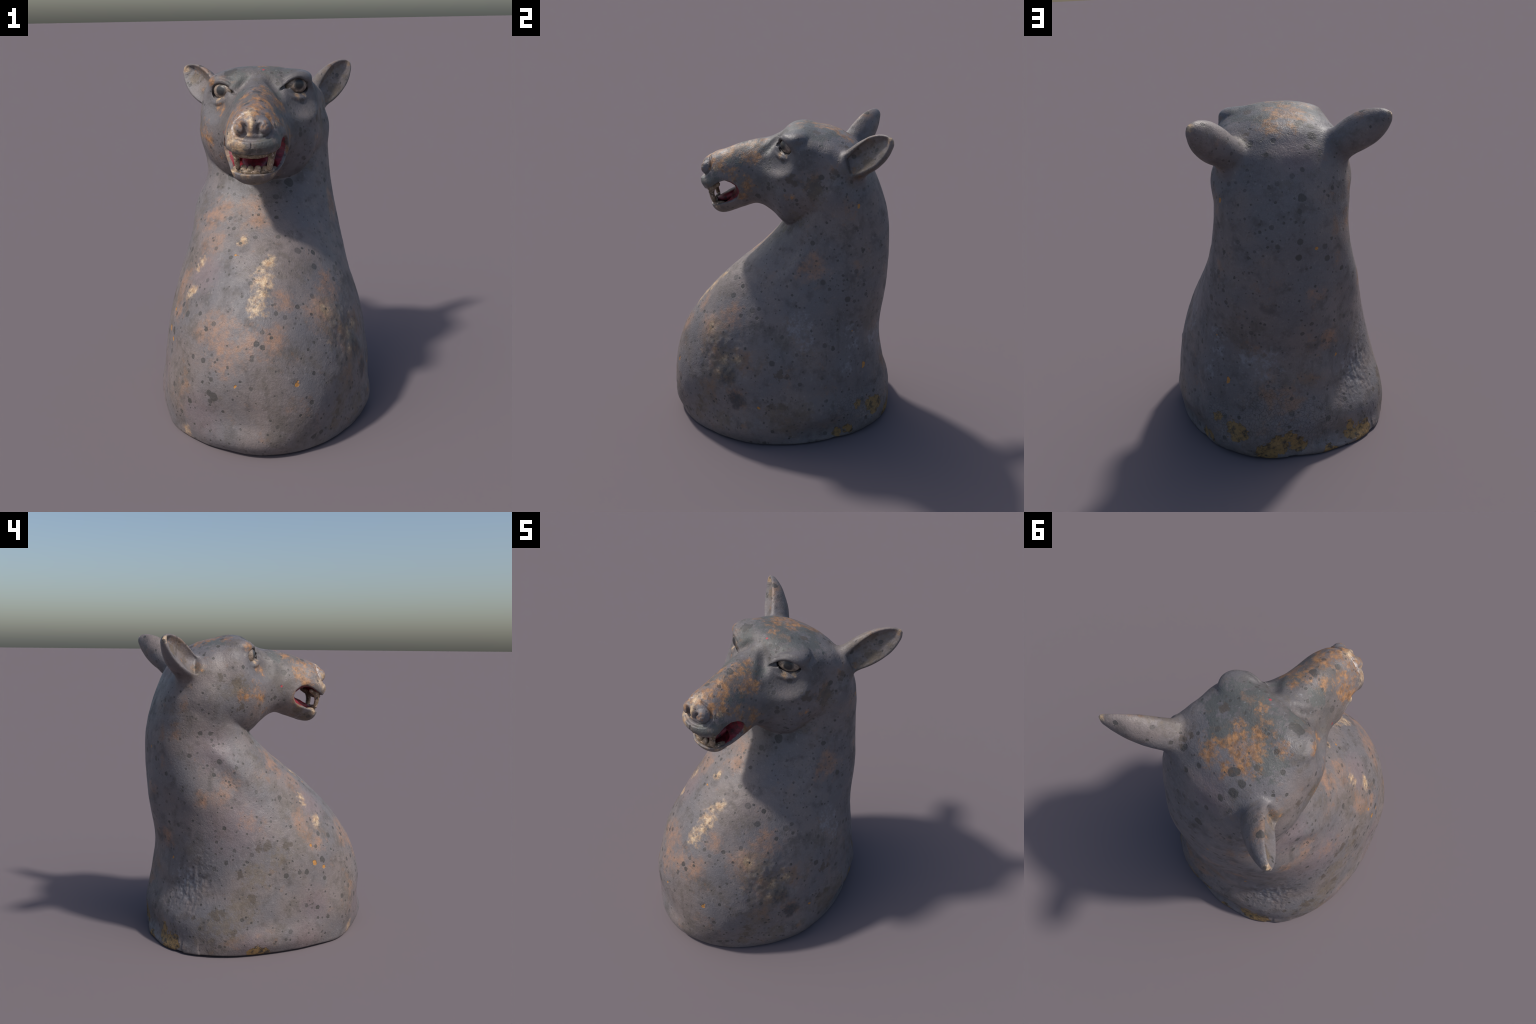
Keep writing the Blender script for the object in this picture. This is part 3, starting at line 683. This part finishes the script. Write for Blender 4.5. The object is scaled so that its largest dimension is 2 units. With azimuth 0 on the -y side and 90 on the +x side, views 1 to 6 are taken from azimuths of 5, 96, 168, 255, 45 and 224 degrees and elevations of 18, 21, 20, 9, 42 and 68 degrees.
    if L:
        jag = g.vec("ADD", g.shift(18, 0.11, 5), g.vec("SCALE", g.vec("SUBTRACT", g.voronoi(40, P=stir_fine)["Color"], (0.5, 0.5, 0.5)), scale=0.012))
        bare = g.spots(jag, L, (1.10, 0.98))
        inner = g.mix(g.ramp(g.noise(26, 7, 0.75), 0.38, 0.56), (0.045, 0.036, 0.027), (0.27, 0.165, 0.062))
        col = g.mix(bare, col, inner)
        hollow = g.math("MULTIPLY_ADD", bare, -2.0, hollow)
        crack = g.ramp(g.voronoi(42, "DISTANCE_TO_EDGE", P=stir_fine)["Distance"], 0.05, 0.0)
        zone = g.spots(stir, [(0.2, 0.72, 0.28, 0.22), (-0.05, 0.75, 0.22, 0.16), (0.47, 0.50, 0.2, 0.16)], (1.3, 0.5))
        crack = g.math("MULTIPLY", crack, zone)
        col = lay(col, crack, (0.06, 0.055, 0.055), 0.45)
        hollow = g.math("SUBTRACT", hollow, crack)
    col = lay(col, g.spots(stir_fine, sel(REDS), (1.1, 0.9)), (0.42, 0.035, 0.05), 0.9)
    if "muzzle" in name:                                                     # white gesso left in the fold beside the right nostril
        arc, _ = spline(NOSE_CUTS[0][0], 5)
        gesso = g.spots(stir_fine, [(*p, 0.0085) for p in arc[3:-1].tolist()], (1.5, 0.9))
        col = lay(col, g.math("MULTIPLY", gesso, g.ramp(n_fine, 0.35, 0.50)), (0.56, 0.50, 0.47), 0.9)
    # fine tonal grain
    col = g.mix(g.ramp(n_grain, 0.35, 0.65, 0.0, 0.16), col, (0.07, 0.066, 0.066))
    g.put(g.bsdf.inputs["Base Color"], col)
    rough = g.ramp(n_mid, 0.3, 0.7, 0.42, 0.60)
    if sheen is not None:
        rough = g.math("MULTIPLY_ADD", sheen, -0.16, rough)
    g.put(g.bsdf.inputs["Roughness"], rough)
    g.bsdf.inputs["Specular IOR Level"].default_value = 0.40
    h = g.math("MULTIPLY_ADD", n_fine, 0.7, g.math("MULTIPLY", n_grain, 0.5))
    h = g.math("ADD", h, g.math("MULTIPLY", g.noise(85, 2), 0.5))
    L = sel(PEBBLE)
    if L:
        peb = g.ramp(g.voronoi(46, "SMOOTH_F1", P=stir_fine)["Distance"], 0.1, 0.75, 0.7, 0.0)
        h = g.math("ADD", h, g.math("MULTIPLY", peb, g.spots(g.P, L, (1.4, 0.4))))
    h = g.math("ADD", h, g.math("MULTIPLY", hollow, 0.9))
    g.put(g.bsdf.inputs["Normal"], g.bump(h, 0.6, 0.005))
    return g.m

GREY_COOL, GREY_WARM, GREY_DARK, GREY_PALE = (0.145, 0.134, 0.141), (0.190, 0.157, 0.149), (0.080, 0.069, 0.065), (0.275, 0.242, 0.234)

def mouth_paint():
    g = Nodes("mouth_red")
    n, f = g.noise(28, 5, 0.65), g.noise(75, 4, 0.6)
    col = g.mix(g.ramp(n, 0.40, 0.62), (0.24, 0.020, 0.034), (0.105, 0.012, 0.018))
    col = g.mix(g.ramp(g.noise(40, 5, 0.7, distort=0.6), 0.55, 0.66), col, (0.030, 0.022, 0.024))
    col = g.mix(g.ramp(f, 0.66, 0.74), col, (0.42, 0.26, 0.24))
    g.put(g.bsdf.inputs["Base Color"], col)
    g.bsdf.inputs["Roughness"].default_value = 0.5
    g.put(g.bsdf.inputs["Normal"], g.bump(n, 0.7, 0.006))
    return g.m

def tooth_paint():
    g = Nodes("tooth_paint")
    n, f = g.noise(30, 5, 0.65), g.noise(95, 4, 0.6)
    col = g.mix(g.ramp(n, 0.38, 0.62), (0.32, 0.23, 0.155), (0.14, 0.095, 0.055))
    col = g.mix(g.ramp(g.noise(52, 5, 0.7), 0.54, 0.64), col, (0.055, 0.042, 0.034))
    col = g.mix(g.ramp(f, 0.58, 0.68), col, (0.52, 0.38, 0.33))
    g.put(g.bsdf.inputs["Base Color"], col)
    g.bsdf.inputs["Roughness"].default_value = 0.5
    g.put(g.bsdf.inputs["Normal"], g.bump(f, 0.5, 0.004))
    return g.m

def eye_paint():
    g = Nodes("eye_paint")
    sep = g.t.nodes.new("ShaderNodeSeparateXYZ"); g.put(sep.inputs[0], g.P)
    flat = g.math("SQRT", g.math("ADD", g.math("MULTIPLY", sep.outputs[0], sep.outputs[0]), g.math("MULTIPLY", sep.outputs[2], sep.outputs[2])))
    flat = g.math("MULTIPLY_ADD", g.math("SUBTRACT", g.noise(60, 3), 0.5), 0.006, flat)
    n = g.noise(55, 5, 0.65)
    col = g.mix(g.ramp(n, 0.38, 0.62), (0.30, 0.235, 0.185), (0.14, 0.105, 0.080))
    col = g.mix(g.ramp(g.noise(90, 4, 0.6), 0.60, 0.70), col, (0.46, 0.34, 0.28))
    col = g.mix(g.ramp(flat, 0.0360, 0.0300), col, (0.10, 0.085, 0.075))
    col = g.mix(g.ramp(flat, 0.0300, 0.0225), col, g.mix(n, (0.012, 0.012, 0.013), (0.034, 0.034, 0.036)))
    g.put(g.bsdf.inputs["Base Color"], col)
    g.bsdf.inputs["Roughness"].default_value = 0.38
    g.put(g.bsdf.inputs["Normal"], g.bump(n, 0.4, 0.003))
    return g.m

MOUTH_RED, TOOTH, EYE_PAINT = mouth_paint(), tooth_paint(), eye_paint()

# ------------------------------------------------------------------ parts
C = V[Q].mean(1)
part = np.full(len(Q), 0)
crease = 1.345 + 0.30 * smoothstep(0.35, 0.75, C[:, 1])
part[(C[:, 2] > 0.80 - 0.2 * C[:, 1])] = 1
part[(C[:, 2] > crease)] = 2
for i, e in enumerate(EARS.values()):
    b, a, o, w, L = ear_frame(e)
    t = ((C - b) @ a) / L
    inside = ear(C, e, "shell") < 0.012
    part[inside & (t > 0.18)] = 3 + i
front = (C[:, 1] < -0.12) & (C[:, 2] > 1.40) & (C[:, 2] < 1.75)
cm = C[front]
lining = (np.abs(mouth_parts(cm)) < 0.005) & (muzzle(cm, skull(cm)) < -0.017 + 0.003 * vnoise(cm, 25, 5))
pf = part[front]; pf[lining] = 5; part[front] = pf
jaw = (part == 2) & (C[:, 1] < -0.17) & (C[:, 2] < 1.60 - 0.35 * (C[:, 1] + 0.17) * 0 )
part[jaw & (C[:, 2] < 1.575)] = 6
part[(part == 2) & (C[:, 1] < -0.02) & (C[:, 2] > 1.40)] = 7
NAMES = {0: "chest", 1: "neck", 2: "head", 3: "ear", 4: "ear", 5: "mouth_lining", 6: "lower_jaw", 7: "muzzle"}

root = bpy.data.objects.new("animal_head_statue", None)
bpy.context.collection.objects.link(root)
root["label"] = "weathered grey painted carved deer-like animal head with open mouth"
root["category"] = "animal sculpture"

def add(obj, parent=root):
    bpy.context.collection.objects.link(obj)
    obj.parent = parent
    return obj

objs = {}
HEAD_PARTS = (3, 4, 6, 7, 5)
for k in (0, 1, 2) + HEAD_PARTS:
    q = Q[part == k]
    ids, inv = np.unique(q, return_inverse=True)
    me = make_mesh(NAMES[k], V[ids], inv.reshape(q.shape))
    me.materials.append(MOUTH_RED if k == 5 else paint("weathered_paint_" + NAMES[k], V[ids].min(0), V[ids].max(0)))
    me.normals_split_custom_set_from_vertices([tuple(n) for n in N[ids]])
    objs[k] = add(bpy.data.objects.new(NAMES[k], me), root if k < 3 else objs[7] if k == 5 else objs[2])

# eyes: painted balls, iris drawn around the look direction
def ball_mesh(name, r, nu=48, nv=32):
    u = np.linspace(0, 2 * np.pi, nu, endpoint=False); v = np.linspace(0.02, np.pi - 0.02, nv)
    P = np.stack([np.outer(np.sin(v), np.cos(u)), np.repeat(-np.cos(v)[:, None], nu, 1), np.outer(np.sin(v), np.sin(u))], -1).reshape(-1, 3)
    iris = smoothstep(0.50, 0.40, np.hypot(P[:, 0], P[:, 2])) * (P[:, 1] > 0)
    P = P * (1 + 0.05 * iris)[:, None] * r
    i = np.arange(nv - 1)[:, None] * nu; j = np.arange(nu)[None]
    q = np.stack([i + j, i + (j + 1) % nu, i + nu + (j + 1) % nu, i + nu + j], -1).reshape(-1, 4)[:, ::-1]
    return make_mesh(name, P, q)
from mathutils import Matrix
for sx, e in EYES.items():
    me = ball_mesh("eye", np.array(EYE_R))
    me.materials.append(EYE_PAINT)
    o = bpy.data.objects.new("eye", me)
    ax = frame(e["look"])
    o.matrix_world = Matrix.Translation(e["ball"]) @ Matrix([list(r) for r in ax.T]).to_4x4()
    add(o, objs[2])

# gums, teeth, tongue
def tube_mesh(name, pts, radii, squash=1.0, m=20, round_ends=True, power=2.0, side=(1, 0, 0)):
    P, Rr = spline(np.c_[np.asarray(pts, float), np.asarray(radii, float)], 8)
    T = np.gradient(P, axis=0); T /= np.linalg.norm(T, axis=1)[:, None]
    A = np.cross(T, side); A /= np.linalg.norm(A, axis=1)[:, None]
    B = np.cross(T, A)
    if round_ends:
        S = np.array([0.05, 0.5, 0.8, 0.95])
        e = np.sqrt(1 - S**2)
        P = np.concatenate([P[0] - T[0] * Rr[0] * e[:, None], P, P[-1] + T[-1] * Rr[-1] * e[::-1, None]])
        A = np.concatenate([[A[0]] * 4, A, [A[-1]] * 4]); B = np.concatenate([[B[0]] * 4, B, [B[-1]] * 4])
        Rr = np.concatenate([Rr[0] * S, Rr, Rr[-1] * S[::-1]])
    a = np.linspace(0, 2 * np.pi, m, endpoint=False)
    ca, sa = np.cos(a), np.sin(a)
    ca = np.sign(ca) * np.abs(ca) ** (2 / power); sa = np.sign(sa) * np.abs(sa) ** (2 / power)
    Vt = (P[:, None] + Rr[:, None, None] * (A[:, None] * ca[None, :, None] * squash + B[:, None] * sa[None, :, None])).reshape(-1, 3)
    Vt = Vt + 0.0014 * np.stack([vnoise(Vt, 60, 11 + d) for d in range(3)], 1)
    i = np.arange(len(P) - 1)[:, None] * m; j = np.arange(m)[None]
    q = np.stack([i + j, i + (j + 1) % m, i + m + (j + 1) % m, i + m + j], -1).reshape(-1, 4)
    n = np.cross(Vt[q[:, 1]] - Vt[q[:, 0]], Vt[q[:, 3]] - Vt[q[:, 0]])
    if (n * (Vt[q].mean(1) - Vt.mean(0))).sum() < 0:
        q = q[:, ::-1]
    return make_mesh(name, Vt, q)

def put(name, me, mat, parent):
    me.materials.append(mat)
    o = bpy.data.objects.new(name, me)
    add(o, parent)
    return o

put("gum", tube_mesh("gum", [(-0.106, -0.355, 1.630), (-0.094, -0.392, 1.606), (-0.055, -0.419, 1.592), (-0.005, -0.428, 1.588), (0.048, -0.420, 1.593), (0.088, -0.396, 1.608), (0.100, -0.355, 1.632)],
    [0.016, 0.017, 0.016, 0.015, 0.016, 0.017, 0.016], side=(0, 0, 1)), TOOTH, objs[7])
put("gum", tube_mesh("gum", [(-0.106, -0.330, 1.500), (-0.084, -0.368, 1.497), (-0.050, -0.386, 1.495), (-0.005, -0.392, 1.494), (0.042, -0.386, 1.495), (0.078, -0.368, 1.497), (0.098, -0.330, 1.500)],
    [0.018, 0.018, 0.017, 0.017, 0.017, 0.018, 0.018], side=(0, 0, 1)), TOOTH, objs[6])
for x0, y0, x1, y1, z1, r in ((-0.099, -0.394, -0.089, -0.388, 1.523, 0.016), (0.095, -0.396, 0.080, -0.390, 1.520, 0.018)):
    put("tooth", tube_mesh("tooth", [(x0, y0, 1.612), ((x0 + x1) / 2 + 0.002, y0 - 0.004, 1.572), (x1, y1, z1)], [r * 1.25, r, r * 0.85]), TOOTH, objs[7])
for x0, y0, w, h in ((-0.058, -0.384, 0.021, 0.026), (-0.020, -0.394, 0.020, 0.020), (0.019, -0.394, 0.021, 0.021), (0.055, -0.384, 0.019, 0.019)):
    put("tooth", tube_mesh("tooth", [(x0, y0 + 0.004, 1.495), (x0, y0, 1.506), (x0 * 0.98, y0 + 0.003, 1.502 + h * 0.55)], [w, w * 1.02, w * 0.9], squash=0.62, power=3.5), TOOTH, objs[6])
put("tongue", tube_mesh("tongue", [(-0.004, -0.19, 1.570), (-0.004, -0.255, 1.552), (-0.006, -0.32, 1.524), (-0.006, -0.37, 1.508)], [0.074, 0.072, 0.062, 0.038], squash=0.42, power=2.4), MOUTH_RED, objs[6])
